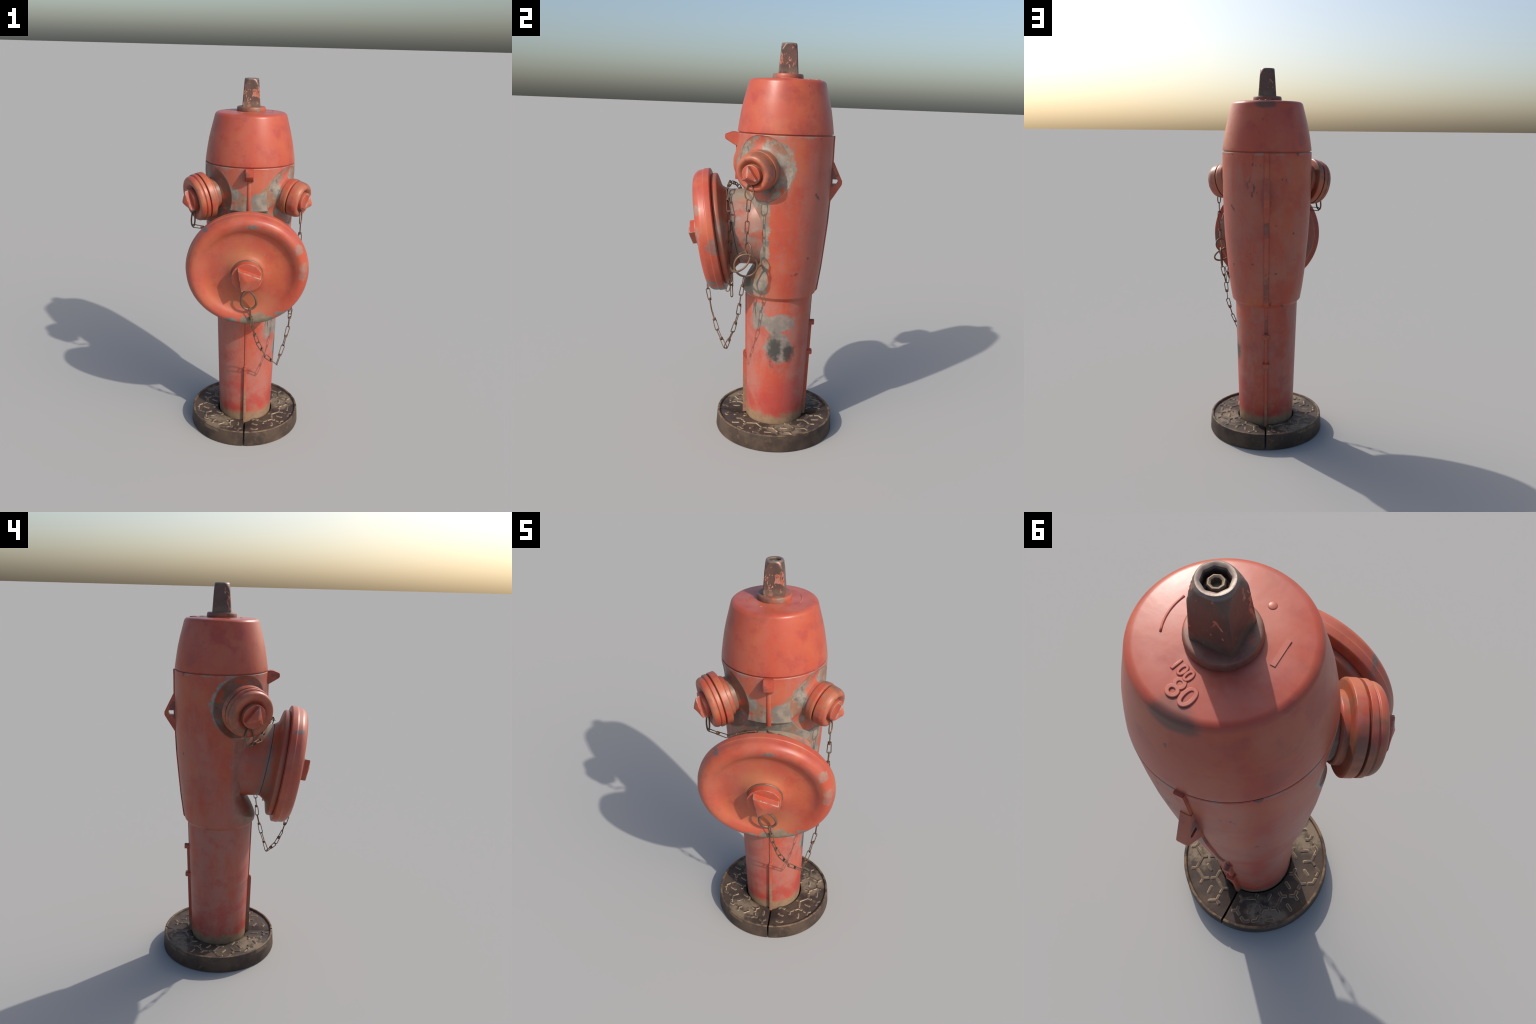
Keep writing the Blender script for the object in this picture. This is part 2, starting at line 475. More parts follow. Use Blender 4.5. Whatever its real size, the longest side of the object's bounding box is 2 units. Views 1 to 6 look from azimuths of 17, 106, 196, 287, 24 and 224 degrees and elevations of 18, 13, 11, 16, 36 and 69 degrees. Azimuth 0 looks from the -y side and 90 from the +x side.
# cast marks on the bonnet's top
def cast_text(body, size, x, f, rot, z=1.8352):
    cu = bpy.data.curves.new("cast_mark", 'FONT')
    cu.body = body; cu.size = size; cu.extrude = .0006; cu.bevel_depth = .0016; cu.bevel_resolution = 2; cu.align_x = 'CENTER'; cu.align_y = 'CENTER'
    o = bpy.data.objects.new("tmp", cu)
    bpy.context.scene.collection.objects.link(o)
    bpy.context.view_layer.update()
    me = bpy.data.meshes.new_from_object(o.evaluated_get(bpy.context.evaluated_depsgraph_get()))
    bpy.data.objects.remove(o)
    me.transform(Matrix.Translation(L(x, f, z)) @ Matrix.Rotation(rot, 4, 'Z'))
    me.name = "cast_mark"
    return add("cast_mark", finish(me, M_BONNET, 40), bonnet)
cast_text("80", .060, .012, -.138, math.radians(165), 1.8325)
cast_text("100", .034, .032, -.098, math.radians(160), 1.8335)
def bar(x, f, ang, ln, w, h=.0035, z=1.8345):
    c = L(x, f, z); d = Vector((math.cos(ang), math.sin(ang), 0)); n = Vector((-d.y, d.x, 0))
    pts = [c + d * (ln / 2) * a + n * (w / 2) * b for a, b in ((-1, -1), (1, -1), (1, 1), (-1, 1))]
    add("cast_mark", prism("cast_mark", pts, Vector((0, 0, 1)), h * 2, M_BONNET, .0022), bonnet)
bar(-.110, .015, math.radians(87), .066, .015, .0022, 1.8328)
add("cast_mark", lathe("cast_mark", [(0, 1.825), (.010, 1.825), (.010, 1.8345, .003), (0, 1.8355)], M_BONNET, Matrix.Translation(L(-.050, .100, 0)), 20), bonnet)
arc = [L(.118 * math.cos(a), .118 * math.sin(a), 1.8322) for a in np.radians(np.linspace(-22, 22, 12))]
add("cast_mark", tube("cast_mark", arc, .0030, M_BONNET), bonnet)

def nut_extra(N, c):
    # flakes of red paint left on dark bare iron, most on the front and right faces
    flake = N.noise(42, 4, .6, N.coords((1.3, 1.3, .75)), dist=.8, seed=51)
    front = N.mul(N.step(N.y, -.012, -.034), N.step(N.z, 2.03, 1.90))
    right = N.mul(N.step(N.x, .015, .04), N.step(N.z, 1.955, 1.91), .75)
    bias = N.math('MAXIMUM', N.math('MAXIMUM', front, right), .22)
    m = N.step(N.math('MULTIPLY_ADD', bias, .12, flake), .635, .665)
    return N.mix(m, c, N.mix(N.step(N.noise(40, 3, .6, seed=52), .4, .6), (.42, .13, .080), (.44, .21, .15)))
def make_nut_mat():
    N = Nodes("nut_iron")
    c = N.mix(N.step(N.noise(16, 4, .6, seed=53), .35, .7), (.135, .066, .050), (.080, .050, .042))
    c = N.mix(N.mul(N.step(N.noise(50, 4, .6, seed=54), .5, .7), .5), c, (.15, .085, .06))
    c = nut_extra(N, c)
    c = N.mix(N.mul(N.step(N.z, 1.991, 1.996), .7), c, (.22, .17, .14))
    c = N.mix(N.mul(N.step(N.z, 1.90, 1.865), N.step(N.noise(30, 3, .5, seed=55), .35, .55), .5), c, (.20, .14, .10))
    return N.finish(c, .42, .5, N.noise(60, 4, .6, seed=56), .0012, .25)
M_NUT = make_nut_mat()
M_WASHER = paint("washer_paint", [((-.04, .05, 1.85), (.05, .05, .02), BROWN, .8, ''), ((.03, .07, 1.85), (.02, .02, .02), GREY, .8, ''), ((0, -.06, 1.85), (.1, .06, .02), BROWN, .7, '')], fade=.3, deep=.3,
                 extra=lambda N, c: N.mix(N.mul(N.step(N.noise(25, 4, .6, seed=57), .42, .6), .75), c, (.22, .10, .06)))
add("nut_washer", lathe("nut_washer", [(0, 1.83), (.0740, 1.83), (.0762, 1.8375, .002), (.0762, 1.8460, .004), (.0735, 1.8570, .004), (.045, 1.8585), (0, 1.8585)], M_WASHER, seg=48))

def build_nut():
    """square pyramid frustum whose corners die out into a round, hollow top"""
    seg = 64
    bm = bmesh.new()
    rings = []
    def ring(z, half, power, r_corner):
        out = []
        for i in range(seg):
            a = 2 * math.pi * (i + .5) / seg
            ca, sa = abs(math.cos(a)), abs(math.sin(a))
            sq = half / max(ca, sa)
            r = min(sq, r_corner)
            out.append(bm.verts.new((r * math.cos(a), r * math.sin(a), z)))
        rings.append(out)
    for i in range(25):
        t = i / 24
        z = 1.856 + t * (1.9955 - 1.856)
        half = .0472 + (.0372 - .0472) * t
        ring(z, half, 0, .0652 if t < .45 else .0652 - (.0652 - .0388) * ((t - .45) / .55) ** 1.5)
    for r, z in ((.0365, 1.9985), (.0345, 2.0), (.0300, 2.0), (.0272, 1.9982), (.0258, 1.994), (.0252, 1.976)):
        out = []
        for i in range(seg):
            a = 2 * math.pi * (i + .5) / seg
            oct_ = math.cos(math.pi / 8) / math.cos(((a + .2) % (math.pi / 4)) - math.pi / 8)
            k = r * (oct_ if r < .03 else 1)
            out.append(bm.verts.new((k * math.cos(a), k * math.sin(a), z)))
        rings.append(out)
    for A, B in zip(rings, rings[1:]):
        for i in range(seg):
            j = (i + 1) % seg
            bm.faces.new((A[i], A[j], B[j], B[i]))
    bm.faces.new(rings[0]); bm.faces.new(rings[-1])
    return finish(bm_to_mesh(bm, "operating_nut"), M_NUT, 28)
nut = add("operating_nut", build_nut())
# spindle end seen in the hollow
M_SPINDLE = bare_metal("spindle_iron", (.20, .15, .10), (.11, .08, .06), .5)
add("spindle", lathe("spindle", [(0, 1.97), (.0195, 1.97), (.0180, 1.989, .002), (.0150, 1.9925, .002), (.0095, 1.990, .001), (.0092, 1.979), (0, 1.979)], M_SPINDLE, seg=8, angle=30), nut)

# ------------------------------------------------------------------ wire pieces and bolts
M_WIRE = bare_metal("wire_rust", (.15, .085, .055), (.065, .045, .038), .55)
M_RING = bare_metal("ring_rust", (.21, .125, .08), (.10, .065, .05), .5)

def bolt_extra(N, c):
    # paint knocked off the sharp edges
    bev = N.new('ShaderNodeBevel', samples=6); bev.inputs['Radius'].default_value = .0055
    geo = N.new('ShaderNodeNewGeometry')
    d = N.new('ShaderNodeVectorMath', operation='DOT_PRODUCT')
    N.put(d.inputs[0], bev.outputs[0]); N.put(d.inputs[1], geo.outputs['True Normal'])
    e = N.mul(N.step(d.outputs['Value'], .985, .90), N.step(N.noise(34, 4, .65, seed=61), .40, .52))
    c = N.mix(N.mul(N.step(N.noise(20, 4, .6, seed=62), .5, .66), .5), c, (.34, .12, .075))
    return N.mix(N.mul(e, .9), c, N.mix(N.step(N.noise(50, 3, .6, seed=63), .4, .6), (.20, .18, .15), (.45, .37, .31)))
M_BOLT = paint("bolt_paint", [], fade=.4, deep=.4, extra=bolt_extra)

def triangle_bolt(name, m, r_washer, z0, z1, r_tri, z2, tip, turn, parent):
    """round collar, three-sided wrench prism with a pointed dome; local z is the bolt's axis"""
    add("bolt_collar", lathe("bolt_collar", [(0, z0 - .02), (r_washer * .86, z0 - .02), (r_washer * .86, z0), (r_washer, z0 + .002, .001), (r_washer, z1 - .001, .0025), (0, z1)], M_BOLT, m, 64, 40), parent)
    bm = bmesh.new()
    a3 = [turn + 2 * math.pi * k / 3 for k in range(3)]
    corner = [Vector((r_tri * math.cos(a), r_tri * math.sin(a), 0)) for a in a3]
    outline = []
    for k in range(3):
        for s in range(6):
            outline.append(corner[k].lerp(corner[(k + 1) % 3], s / 6))
    n = len(outline)
    A = [bm.verts.new(p + Vector((0, 0, z1 - .004))) for p in outline]
    B = [bm.verts.new(p + Vector((0, 0, z2))) for p in outline]
    rings = [A, B]
    dome = z2 + (tip - z2)
    for q in (.82, .6, .38, .18):
        h = (1 - q) ** .85
        ring = []
        for p in outline:
            rr = p.length; lim = r_tri * (.5 + .5 * q)
            pp = p * q
            cir = p.normalized() * (r_tri * .5) * q * 1.15
            ring.append(bm.verts.new(pp.lerp(cir, min(1, (1 - q) * 1.3)) + Vector((0, 0, z2 + (dome - z2) * h))))
        rings.append(ring)
    for P, Q in zip(rings, rings[1:]):
        for i in range(n):
            j = (i + 1) % n
            bm.faces.new((P[i], P[j], Q[j], Q[i]))
    apex = bm.verts.new((0, 0, tip))
    for i in range(n):
        bm.faces.new((rings[-1][i], rings[-1][(i + 1) % n], apex))
    bm.faces.new(A)
    bmesh.ops.recalc_face_normals(bm, faces=bm.faces[:])
    sharp = [e for e in bm.edges if len(e.link_faces) == 2 and e.calc_face_angle(0) > .5]
    bmesh.ops.bevel(bm, geom=sharp, offset=.0022, segments=2, affect='EDGES', clamp_overlap=True)
    bm.transform(m)
    add(name, finish(bm_to_mesh(bm, name), M_BOLT, 40), parent)

def circle_pts(m, r, z, n=36):
    return [m @ Vector((r * math.cos(2 * math.pi * i / n), r * math.sin(2 * math.pi * i / n), z)) for i in range(n)]

def loop_between(a, b, width, face, wire, parent, name="wire_loop", gap=.0):
    """oval wire eye hanging from a to b, its plane facing 'face'"""
    a, b = Vector(a), Vector(b)
    ax = (b - a); ln = ax.length; ax.normalize()
    w = (face.normalized().cross(ax)).normalized()
    pts = []
    n = 30
    for i in range(n):
        t = 2 * math.pi * (i / n)
        # pear shape: narrow at the top
        s = (1 - math.cos(t)) / 2
        pts.append(a + ax * ln * s + w * math.sin(t) * width / 2 * (.75 + .5 * s))
    return add(name, tube(name, pts, wire, M_RING, True, 10), parent)

# ------------------------------------------------------------------ hose outlets
def outlet_patches(side):
    return [((side * .19, .11, 1.41), (.06, .06, .08), GREY, .85, '')]

def neck_extra(N, c):
    # bare casting: cool grey and tan, rust in between, some paint left
    tan = N.mix(N.step(N.noise(22, 4, .6, seed=70), .38, .62), GREY, PALE)
    tan = N.mix(N.mul(N.step(N.noise(11, 4, .6, seed=72), .45, .58), .85), tan, (.25, .115, .068))
    tan = N.mix(N.mul(N.step(N.noise(34, 4, .65, seed=77), .56, .68), .7), tan, (.085, .080, .066))
    m = N.step(N.noise(10, 4, .6, seed=71), .39, .50)
    left = N.mul(N.step(N.x, .02, -.06), N.step(N.noise(8, 3, .5, seed=78), .34, .52), .7)
    tan = N.mix(left, tan, (.16, .075, .048))
    return N.mix(N.mul(m, .93), c, tan)
M_NECK = paint("outlet_neck_paint", [], fade=.4, deep=.3, extra=neck_extra)
def cap_extra(N, c):
    o = N.step(N.noise(12, 4, .6, seed=73), .44, .60)
    c = N.mix(N.mul(o, .75), c, (.36, .125, .06))
    c = N.mix(N.mul(N.step(N.noise(17, 4, .6, seed=76), .55, .66), .6), c, (.40, .12, .105))
    g = N.step(N.noise(15, 4, .6, seed=74), .59, .68)
    c = N.mix(N.mul(g, .7), c, lin_mix(PINK, GREY, .65))
    k = N.step(N.noise(24, 4, .6, seed=75), .64, .71)
    c = N.mix(N.mul(k, .65), c, (.13, .10, .085))
    return N.mix(N.mul(N.step(N.noise(9, 4, .6, seed=79), .50, .62), .75), c, (.20, .085, .052))
M_CAP = paint("outlet_cap_paint", [], fade=.6, deep=.4, extra=cap_extra)

def boss_and_neck(side, m, neck):
    """boss faired from an oval footprint on the barrel into the round neck"""
    r_neck, t_root, t_end = neck
    seg = 96; bm = bmesh.new(); rings = []
    outer, inner = [], []
    for i in range(seg):
        a = 2 * math.pi * i / seg
        th = side * (BOSS_ANG + BOSS_W * 1.012 * math.cos(a)); z = BOSS_Z + BOSS_H * 1.012 * math.sin(a)
        r = min(barrel_r(z), bare_r(th, z)) - .0012
        outer.append(L(r * math.sin(th), r * math.cos(th), z))
        # nearest angle on the neck's own circle
        inner.append(m @ Vector((-r_neck * math.cos(a), r_neck * math.sin(a), t_root)))
    if (outer[0] - inner[0]).length > (outer[0] - inner[seg // 2]).length:
        inner = [inner[(seg // 2 - i) % seg] for i in range(seg)]
    axis = nozzle_axis(side)
    n = 14
    for k in range(n + 1):
        q = k / n
        sink = .009 * math.sin(math.pi * min(1, q * 1.05)) ** 1.0
        rings.append([bm.verts.new(o.lerp(p, 1 - (1 - q) ** 1.25) - axis * sink * (1 - .3 * q)) for o, p in zip(outer, inner)])
    for t in (t_root + .006, t_end):
        rings.append([bm.verts.new(p + axis * (t - t_root)) for p in inner])
    for A, B in zip(rings, rings[1:]):
        for i in range(seg):
            j = (i + 1) % seg
            bm.faces.new((A[i], A[j], B[j], B[i]))
    bm.faces.new(rings[-1])
    back = [bm.verts.new(v.co - axis * .03) for v in rings[0]]
    for i in range(seg):
        j = (i + 1) % seg
        bm.faces.new((back[i], back[j], rings[0][j], rings[0][i]))
    bm.faces.new(back)
    return finish(bm_to_mesh(bm, "hose_outlet"), M_NECK, 50)

def hose_outlet(side):
    a = nozzle_axis(side)
    m = frame(Vector((0, 0, Z0_NOZZLE)), a)
    if side > 0:
        neck = (.0885, .2200, .250)
        ring = [(.07, .2350), (.0920, .2350, .002), (.0950, .2420, .002), (.0980, .2640, .003), (.0965, .2735, .003), (.0840, .2745), (.07, .279)]
        cap = [(0, .26), (.083, .26), (.0830, .2806), (.0945, .2812, .0015), (.0935, .312, .006), (.0860, .3320, .014), (.072, .3385, .010), (.060, .330, .006), (.050, .319, .004), (0, .319)]
        bolt = (.0475, .325, .3450, .0465, .366, .3845)
    else:
        neck = (.0830, .2150, .250)
        ring = [(.07, .2340), (.0890, .2340, .002), (.0935, .2400, .002), (.0940, .2560), (.1190, .2590, .003), (.1252, .2630, .002), (.1252, .2915, .003), (.1120, .2925), (.09, .298)]
        cap = [(0, .28), (.111, .28), (.1110, .2980), (.1242, .2988, .0015), (.1240, .3150, .002), (.1165, .3190, .0015), (.1165, .3215, .0015), (.1195, .3245, .0015), (.1185, .334, .006), (.1120, .3460, .010), (.100, .3495, .010), (.080, .345, .008), (.062, .332, .004), (0, .332)]
        bolt = (.0610, .342, .3640, .0600, .3830, .4035)
    body = add("hose_outlet", boss_and_neck(side, m, neck))
    add("outlet_collar", lathe("outlet_collar", ring, M_CAP, m, 72, 40), body)
    add("outlet_cap", lathe("outlet_cap", cap, M_CAP, m, 72, 40), body)
    triangle_bolt("cap_bolt", m, bolt[0], bolt[1], bolt[2], bolt[3], bolt[4], bolt[5], math.radians(92 if side > 0 else 78), body)
    # wire wound round the bolt's foot
    add("wire_loop", tube("wire_loop", circle_pts(m, bolt[0] * .93, bolt[1] - .003), .0038, M_RING, True, 10), body)
    return body, m
right_outlet, MR = hose_outlet(1)
left_outlet, ML = hose_outlet(-1)
loop_between(L(.273, .170, 1.345), L(.2735, .169, 1.272), .042, Vector((.95, -.3, 0)), .0033, right_outlet)
loop_between(L(-.289, .153, 1.332), L(-.296, .152, 1.241), .046, Vector((.85, .45, 0)), .0042, left_outlet)

# ------------------------------------------------------------------ pumper outlet and its big cap
CAP_TILT = math.radians(9.4)
cap_axis = Vector((0, -math.cos(CAP_TILT), -math.sin(CAP_TILT)))
CAP_C = L(0, .3360, 1.0765)
MC = frame(CAP_C, cap_axis)

def pumper_extra(N, c):
    right = N.step(N.x, -.03, .10)
    a = N.mul(N.step(N.noise(13, 5, .6, seed=81), .42, .58), N.math('MULTIPLY_ADD', right, .75, .12))
    c = N.mix(a, c, N.mix(N.step(N.noise(22, 4, .6, seed=82), .4, .62), lin_mix(GREY, DARK, .2), PALE))
    p = N.mul(N.step(N.noise(17, 4, .6, seed=83), .40, .56), right, .8)
    c = N.mix(p, c, (.35, .165, .125))
    top = N.mul(N.step(N.z, 1.22, 1.27), .85)
    c = N.mix(top, c, N.mix(N.step(N.noise(24, 4, .6, seed=84), .4, .62), (.27, .22, .155), PALE))
    # rusty brown stain on the shaded left side and next to the seam
    left = N.mul(N.step(N.x, -.05, -.15), N.step(N.noise(9, 4, .6, seed=85), .35, .6))
    c = N.mix(N.mul(left, .55), c, (.26, .085, .055))
    seam = N.step(N.math('ADD', N.math('MULTIPLY_ADD', N.z, -.205, -.0), N.math('MULTIPLY', N.y, -1)), -.005, .012)
    return N.mix(N.mul(seam, .7), c, lin_mix(GREY, DARK, .25))
M_PUMPER = paint("pumper_paint", [], fade=.6, deep=.4, extra=pumper_extra)

def tilted_pipe():
    """horizontal pipe cut by a leaning plane at its mouth"""
    bm = bmesh.new(); seg = 96; rings = []
    for j in range(17):
        t = j / 16
        ring = []
        for i in range(seg):
            a = 2 * math.pi * i / seg
            sq = max(0, 1 - t / .62) ** 1.3 * (.25 if math.sin(a) < 0 else 1)                  # squarish root melting into a round mouth
            e = 2 + 2.2 * sq
            ca, sa = math.cos(a), math.sin(a)
            k = (abs(ca) ** e + abs(sa) ** e) ** (-1 / e)
            x = (PUMP_R + .006 * sq) * k * ca; z = PUMP_Z + PUMP_R * k * sa
            end = .241 + (z - PUMP_Z) * .200
            ring.append(bm.verts.new(L(x, .02 + (end - .02) * t, z)))
        rings.append(ring)
    last = [bm.verts.new(v.co + (L(0, .24, PUMP_Z) - v.co) * .02) for v in rings[-1]]
    rings.append(last)
    for A, B in zip(rings, rings[1:]):
        for i in range(seg):
            j = (i + 1) % seg
            bm.faces.new((A[i], A[j], B[j], B[i]))
    bm.faces.new(rings[0]); bm.faces.new(rings[-1])
    return finish(bm_to_mesh(bm, "pumper_outlet"), M_PUMPER, 40)
pumper = add("pumper_outlet", tilted_pipe())

def neck_to_flange():
    """coupling behind the big cap: starts on the pipe's leaning mouth, flares to the flange"""
    bm = bmesh.new(); seg = 96; rings = []
    def pipe_ring(off, s=1.0):
        out = []
        for i in range(seg):
            a = 2 * math.pi * i / seg
            x = PUMP_R * s * math.cos(a); z = PUMP_Z + PUMP_R * s * math.sin(a)
            out.append(L(x, .241 + (z - PUMP_Z) * .200 + off, z))
        return out
    def cap_ring(r, t):
        return [MC @ Vector((r * math.cos(2 * math.pi * i / seg), r * math.sin(2 * math.pi * i / seg), t)) for i in range(seg)]
    # cap frame's x runs opposite to the hydrant's; mirror to keep the rings in step
    flip = (MC.to_3x3() @ Vector((1, 0, 0))).x < 0
    def cr(r, t):
        p = cap_ring(r, t)
        if not flip: return p
        return [p[(seg // 2 - i) % seg] for i in range(seg)]
    co = [pipe_ring(-.03, .93), pipe_ring(.0026, .93), pipe_ring(.0026, 1.004), pipe_ring(.008, 1.012)]
    mid = [(a * .5 + b * .5) for a, b in zip(pipe_ring(.016, 1.02), cr(.211, -.074))]
    co += [mid, cr(.217, -.0635), cr(.229, -.0575), cr(.2535, -.052), cr(.277, -.0465), cr(.2815, -.0445), cr(.2845, -.040), cr(.2855, -.032), cr(.2845, -.0215), cr(.2815, -.0180), cr(.20, -.017)]
    for ring in co:
        rings.append([bm.verts.new(p) for p in ring])
    for A, B in zip(rings, rings[1:]):
        for i in range(seg):
            j = (i + 1) % seg
            bm.faces.new((A[i], A[j], B[j], B[i]))
    bm.faces.new(rings[0]); bm.faces.new(rings[-1])
    return finish(bm_to_mesh(bm, "pumper_coupling"), M_COUPLING, 40)

def coupling_extra(N, c):
    b = N.step(N.noise(8, 4, .6, seed=91), .36, .6)
    c = N.mix(N.mul(b, .75), c, (.27, .10, .06))
    g = N.step(N.noise(15, 5, .6, seed=92), .58, .68)
    c = N.mix(N.mul(g, .7), c, lin_mix(GREY, DARK, .2))
    return c
M_COUPLING = paint("coupling_paint", [((.17, .22, 1.08), (.06, .05, .2), lin_mix(GREY, DARK, .3), .7, ''), ((-.17, .24, 1.13), (.06, .03, .16), lin_mix(GREY, DARK, .2), .8, ''),
                                      ((.25, .31, 1.12), (.06, .05, .05), PALE, .7, '')], fade=.35, deep=.4, extra=coupling_extra)
coupling = add("pumper_coupling", neck_to_flange())

def capw(x, y, t=.08):
    """place on the big cap's face (x right, y up from its centre) in hydrant (x, f, z)"""
    p = CAP_C + cap_axis * t + Vector((x, 0, 0)) + Vector((0, -math.sin(CAP_TILT), math.cos(CAP_TILT))) * y
    return (p.x, -p.y, p.z)

def big_cap_extra(N, c):
    # ochre dirt gathered round the boss, flaked grey spots on the rim
    w = N.math('MULTIPLY_ADD', N.noise(13, 4, .6, seed=95), .8, -.4)
    c = N.mix(N.mul(N.blob(capw(-.01, .075), (.10, .2, .065), w, .5), .55), c, (.38, .15, .065))
    c = N.mix(N.mul(N.blob(capw(.03, -.17), (.12, .2, .06), w, .45), .5), c, (.37, .145, .068))
    g = N.mul(N.step(N.noise(20, 5, .65, seed=96), .635, .68), N.step(N.noise(6, 2, .5, seed=97), .44, .56))
    return N.mix(N.mul(g, .7), c, lin_mix(GREY, PINK, .35))
flake = lin_mix(GREY, DARK, .1)
M_BIGCAP = paint("pumper_cap_paint", [
    (capw(.060, -.285, .04), (.095, .09, .050), (.20, .175, .12), .95, ''),
    (capw(-.085, -.268, .08), (.045, .05, .016), flake, .9, ''),
    (capw(.215, -.225, .08), (.06, .06, .016), flake, .9, ''),
    (capw(.02, .265, .08), (.028, .04, .014), flake, .75, ''),
    (capw(-.22, .235, .06), (.022, .05, .014), lin_mix(GREY, DARK, .5), .8, ''),
    (capw(.255, .15, .07), (.025, .05, .03), lin_mix(PALE, PINK, .4), .7, ''),
    (capw(.28, .03, .06), (.02, .05, .04), lin_mix(PALE, PINK, .5), .6, ''),
    (capw(.30, -.03, .0), (.05, .03, .05), lin_mix(GREY, DARK, .2), .6, ''),
    (capw(.13, -.28, .0), (.05, .04, .03), lin_mix(GREY, DARK, .3), .7, ''),
], fade=.3, deep=.5, orange=.65, extra=big_cap_extra, rough=.40, dust=.15, bump=.3)
big_cap = add("pumper_cap", lathe("pumper_cap", [(0, -.03), (.262, -.03), (.2775, -.0165), (.306, -.0145, .002), (.3132, -.0125, .004), (.3140, .016, .003), (.3110, .0200, .002), (.3085, .046, .008), (.2965, .0640, .008), (.280, .0735, .010), (.266, .0735, .010),
    (.246, .066, .012), (.220, .047, .014), (.192, .0400, .014), (.150, .0400), (.118, .0450, .008), (.100, .0520, .006), (.088, .0600, .004), (.080, .0640), (0, .0640)],
    M_BIGCAP, MC, seg=128, angle=60))
triangle_bolt("cap_bolt", MC, .0775, .066, .1035, .0720, .1330, .1440, math.radians(9), big_cap)
add("wire_loop", tube("wire_loop", circle_pts(MC, .0775, .0640, 48), .0050, M_RING, True, 10), big_cap)
loop_between(L(.004, .4150, .985), L(.0165, .378, .868), .076, Vector((0, -1, .1)), .0060, big_cap)

# ------------------------------------------------------------------ chains
def link_mesh():
    """one wire link, unit length along z: two long eyes at right angles, twisted together in the middle"""
    bm = bmesh.new()
    r, w, h = .0024, .0094, .0535
    for sgn, ax in ((1, Vector((1, 0, 0))), (-1, Vector((0, 1, 0)))):
        pts = []
        for k in range(9):
            a = math.pi * k / 8
            pts.append(ax * w * math.cos(a) + Vector((0, 0, sgn * (h - w * .75 + w * .75 * math.sin(a)))))
        pts = [ax * w * .85 + Vector((0, 0, sgn * .006))] + pts + [-ax * w * .85 + Vector((0, 0, sgn * .006)), -ax * w * .5 + Vector((0, 0, -sgn * .001)), ax * w * .5 + Vector((0, 0, -sgn * .001))]
        sweep(bm, pts, r, True, 6)
    coil = [Vector((.0072 * math.cos(t), .0072 * math.sin(t), -.005 + .010 * t / (4.4 * math.pi))) for t in np.linspace(0, 4.4 * math.pi, 30)]
    sweep(bm, coil, r, False, 6)
    return finish(bm_to_mesh(bm, "chain_link"), M_WIRE, 0)
LINK = link_mesh()

def chain(name, joints, roll0=0.0):
    holder = bpy.data.objects.new(name, None)
    bpy.context.scene.collection.objects.link(holder)
    holder.parent = ROOT
    roll = roll0
    for a, b in zip(joints, joints[1:]):
        d = b - a
        up = Vector((0, 0, 1)) if abs(d.normalized().z) < .9 else Vector((0, 1, 0))
        m = frame((a + b) / 2, d, up) @ Matrix.Rotation(roll + rnd.uniform(-.25, .25), 4, 'Z') @ Matrix.Diagonal((1, 1, (d.length + .005) / .107, 1))
        o = add("chain_link", LINK, holder, m)
    return holder
chain("cap_chain", [L(*p) for p in ((.0167, .378, .872), (.033, .372, .766), (.064, .349, .665), (.108, .314, .570), (.172, .268, .497),
                                    (.206, .233, .596), (.231, .207, .698), (.240, .196, .800), (.2590, .182, .898))], .3)
chain("outlet_chain", [L(*p) for p in ((.2735, .170, 1.273), (.2725, .1755, 1.170), (.2705, .178, 1.062))], .2)
chain("outlet_chain", [L(*p) for p in ((-.296, .153, 1.243), (-.190, .208, 1.247), (-.105, .234, 1.297), (-.003, .266, 1.323), (.100, .282, 1.296),
                                       (.188, .266, 1.203), (.212, .256, 1.108), (.213, .252, 1.005), (.224, .247, .903), (.234, .240, .790))], .5)
chain("outlet_chain", [L(*p) for p in ((.240, .246, .885), (.226, .262, .815))], 1.2)

def ring(name, centre, normal, r, wire, parent, sy=1.0):
    m = frame(L(*centre), normal)
    pts = [m @ Vector((r * math.cos(t), sy * r * math.sin(t), 0)) for t in np.linspace(0, 2 * math.pi, 40, endpoint=False)]
    return add(name, tube(name, pts, wire, M_RING, True, 10), parent)
rings = bpy.data.objects.new("chain_rings", None)
bpy.context.scene.collection.objects.link(rings); rings.parent = ROOT
ring("ring", (.2637, .176, .955), Vector((.97, .05, -.07)), .0555, .0049, rings)
ring("ring", (.2520, .203, .969), Vector((.42, -.60, .66)), .0575, .0049, rings)
ring("ring", (.2665, .166, 1.034), Vector((.52, -.85, -.1)), .0290, .0038, rings, 1.12)

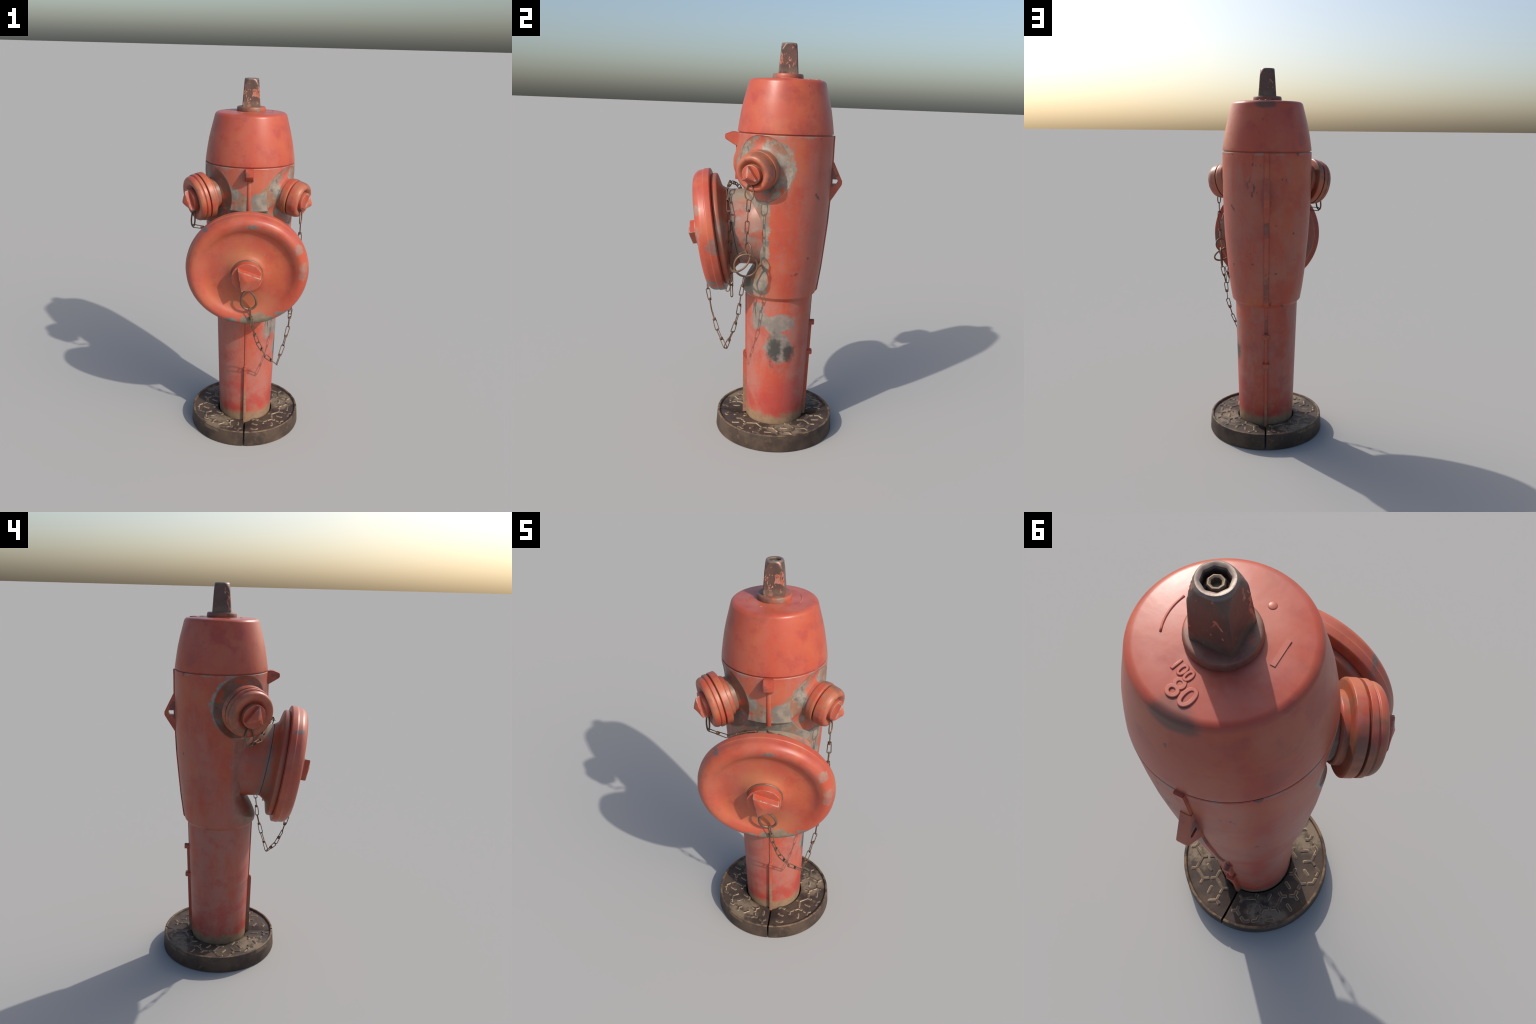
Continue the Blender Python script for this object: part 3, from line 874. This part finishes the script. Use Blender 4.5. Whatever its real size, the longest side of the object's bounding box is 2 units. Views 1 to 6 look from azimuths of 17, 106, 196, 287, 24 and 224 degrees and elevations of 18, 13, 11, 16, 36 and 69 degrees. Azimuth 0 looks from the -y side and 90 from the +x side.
# ------------------------------------------------------------------ foot plate: two halves with a tripod tread
def base_mat(name, tread):
    N = Nodes(name)
    a = N.noise(9, 4, .6, seed=101); b = N.noise(26, 5, .65, seed=102); f = N.noise(80, 4, .6, seed=103)
    if tread:
        c = N.mix(N.step(a, .36, .54), (.17, .12, .078), (.31, .23, .145))
        c = N.mix(N.mul(N.step(b, .52, .68), .8), c, (.38, .28, .19))
        c = N.mix(N.mul(N.step(N.noise(14, 3, .5, seed=104), .50, .6), .7), c, (.055, .042, .036))
    else:
        c = N.mix(N.step(a, .36, .64), (.044, .030, .024), (.088, .059, .042))
        flat = N.mul(N.step(N.z, .060, .068), N.step(N.z, .0835, .0785))
        wd = N.math('MULTIPLY_ADD', N.noise(16, 5, .65, seed=105), 1.6, -.8)
        dust = N.math('MAXIMUM', N.blob((-.15, .19, .07), (.09, .07, .1), wd, .3), N.math('MAXIMUM', N.blob((-.16, -.19, .07), (.09, .06, .1), wd, .3), N.blob((.22, -.06, .07), (.07, .09, .1), wd, .3)))
        dust = N.mul(dust, flat)
        c = N.mix(N.mul(dust, N.step(b, .36, .56), .75), c, (.24, .185, .125))
        c = N.mix(N.mul(N.step(b, .56, .72), .5), c, (.18, .10, .055))
        lip = N.mul(N.step(N.z, .0825, .0855), N.step(b, .42, .6))
        c = N.mix(N.mul(lip, .6), c, (.26, .165, .09))
        spot = N.step(f, .66, .74)
        c = N.mix(N.mul(spot, .6), c, (.22, .17, .11))
    return N.finish(c, .62, .3, N.math('ADD', b, N.mul(f, .4)), .002)
M_BASE = base_mat("foot_plate_iron", False)
M_TREAD = base_mat("tread_iron", True)
M_TREAD_TOP = bare_metal("tread_crown_iron", (.13, .092, .062), (.065, .046, .036), .6)
GAP = .0048

def plate_z(x, f):
    r = math.hypot(x, f)
    z = .0760 - .003 * max(0, (.24 - r) / .08)
    if x > 0:
        z -= .018 * max(0, 1 - (x - GAP) / .05) * min(1, max(0, (.290 - r) / .10))
    return z

def half_plate(side):
    prof = rounded([(.3115, 0), (.3136, .006), (.3088, .0820, .003), (.3070, .0862, .0025), (.2980, .0862, .002), (.2950, .0810, .002), (.2930, .0760), (.28, .0760), (.262, .0760), (.24, .0760), (.215, .0760), (.19, .0760), (.172, .0760), (.1560, .0745), (.1540, .070), (.1540, 0)], 3)
    bm = bmesh.new(); seg = 72; cols = []
    for i in range(seg + 1):
        a = -math.pi / 2 + math.pi * i / seg
        # crowd the columns near the seam so that the dip has vertices
        a = math.pi / 2 * math.sin(a * .999) * .35 + a * .65
        col = []
        for r, z in prof:
            x, f = r * math.cos(a), r * math.sin(a)
            x = max(x, 0) + GAP
            if z > .065 and r < .2935: z = plate_z(side * x, f) + (z - .0760)
            col.append(bm.verts.new(L(side * x, f, z)))
        cols.append(col)
    n = len(prof)
    for A, B in zip(cols, cols[1:]):
        for k in range(n):
            l = (k + 1) % n
            bm.faces.new((A[k], A[l], B[l], B[k]))
    bm.faces.new(cols[0]); bm.faces.new(cols[-1])
    return finish(bm_to_mesh(bm, "foot_plate"), M_BASE, 40)
plates = {s: add("foot_plate", half_plate(s)) for s in (1, -1)}

def tread_ridge(cx, cf, arms, lift=0.0):
    """one raised mark of the tread: rounded bars meeting in a point"""
    bm = bmesh.new()
    for ang, ln, w in arms:
        d = Vector((math.cos(ang), math.sin(ang))); n = Vector((-d.y, d.x))
        prof = [(-.5, 0), (-.20, .0034), (.20, .0034), (.5, 0)]
        rows = []
        steps = [(-w * .2, .5), (0, .9)] + [(ln * t, 1) for t in (.33, .66, .88)] + [(ln, .6)]
        for s, k in steps:
            row = []
            for q, h in prof:
                x = cx + d.x * s + n.x * q * w * k; f = cf + d.y * s + n.y * q * w * k
                zz = plate_z(x, f)
                edge = .55 if s in (steps[0][0], ln) else 1
                row.append(bm.verts.new(L(x, f, zz - .002 + (h + .002 + lift) * (edge if h else 0))))
            rows.append(row)
        for A, B in zip(rows, rows[1:]):
            for k in range(3):
                bm.faces.new((A[k], A[k + 1], B[k + 1], B[k]))
        bm.faces.new(rows[0]); bm.faces.new(rows[-1])
    me = finish(bm_to_mesh(bm, "tread_ridge"), M_TREAD, 30)
    me.materials.append(M_TREAD_TOP)                      # flanks coloured lighter than the crown, drawing a pale outline
    for p in me.polygons:
        if p.normal.z > .97: p.material_index = 1
    return me

def ok(x, f, m=.004):
    r = math.hypot(x, f)
    return .156 + m < r < .2925 - m and abs(x) > .012 + m * .5

EDGE = .056
v = []
for i in range(-8, 9):
    for j in range(-8, 9):
        bx = EDGE * math.sqrt(3) * (i + j / 2) + .012; bf = EDGE * 1.5 * j + .01
        v.append((bx, bf, 0)); v.append((bx, bf + EDGE, 1))
for (x, f, k) in v:
    arms = []
    base = [math.radians(a) for a in ((90, 210, 330) if k == 0 else (270, 30, 150))]
    for a in base:
        ln = EDGE * rnd.choice((.38, .42, .44, .46, .46, .70))
        while ln > .015 and not ok(x + math.cos(a) * ln, f + math.sin(a) * ln, .004): ln -= .006
        if ln > .017: arms.append((a, ln, .0190))
    if ok(x, f) and arms and rnd.random() < .93:
        add("tread_ridge", tread_ridge(x, f, arms, rnd.uniform(0, .0009)), plates[1 if x > 0 else -1])
    # short loose bar in the middle of some cells
    hx, hf = x, f - EDGE if k == 0 else f + EDGE
    if k == 0:
        a = math.radians(rnd.choice((30, 90, 150)))
        if all(ok(hx + math.cos(a) * s * .019, hf + math.sin(a) * s * .019, .003) for s in (-1, 1)):
            add("tread_ridge", tread_ridge(hx - math.cos(a) * .017, hf - math.sin(a) * .017, [(a, .036, .0180)], rnd.uniform(0, .0008)), plates[1 if hx > 0 else -1])
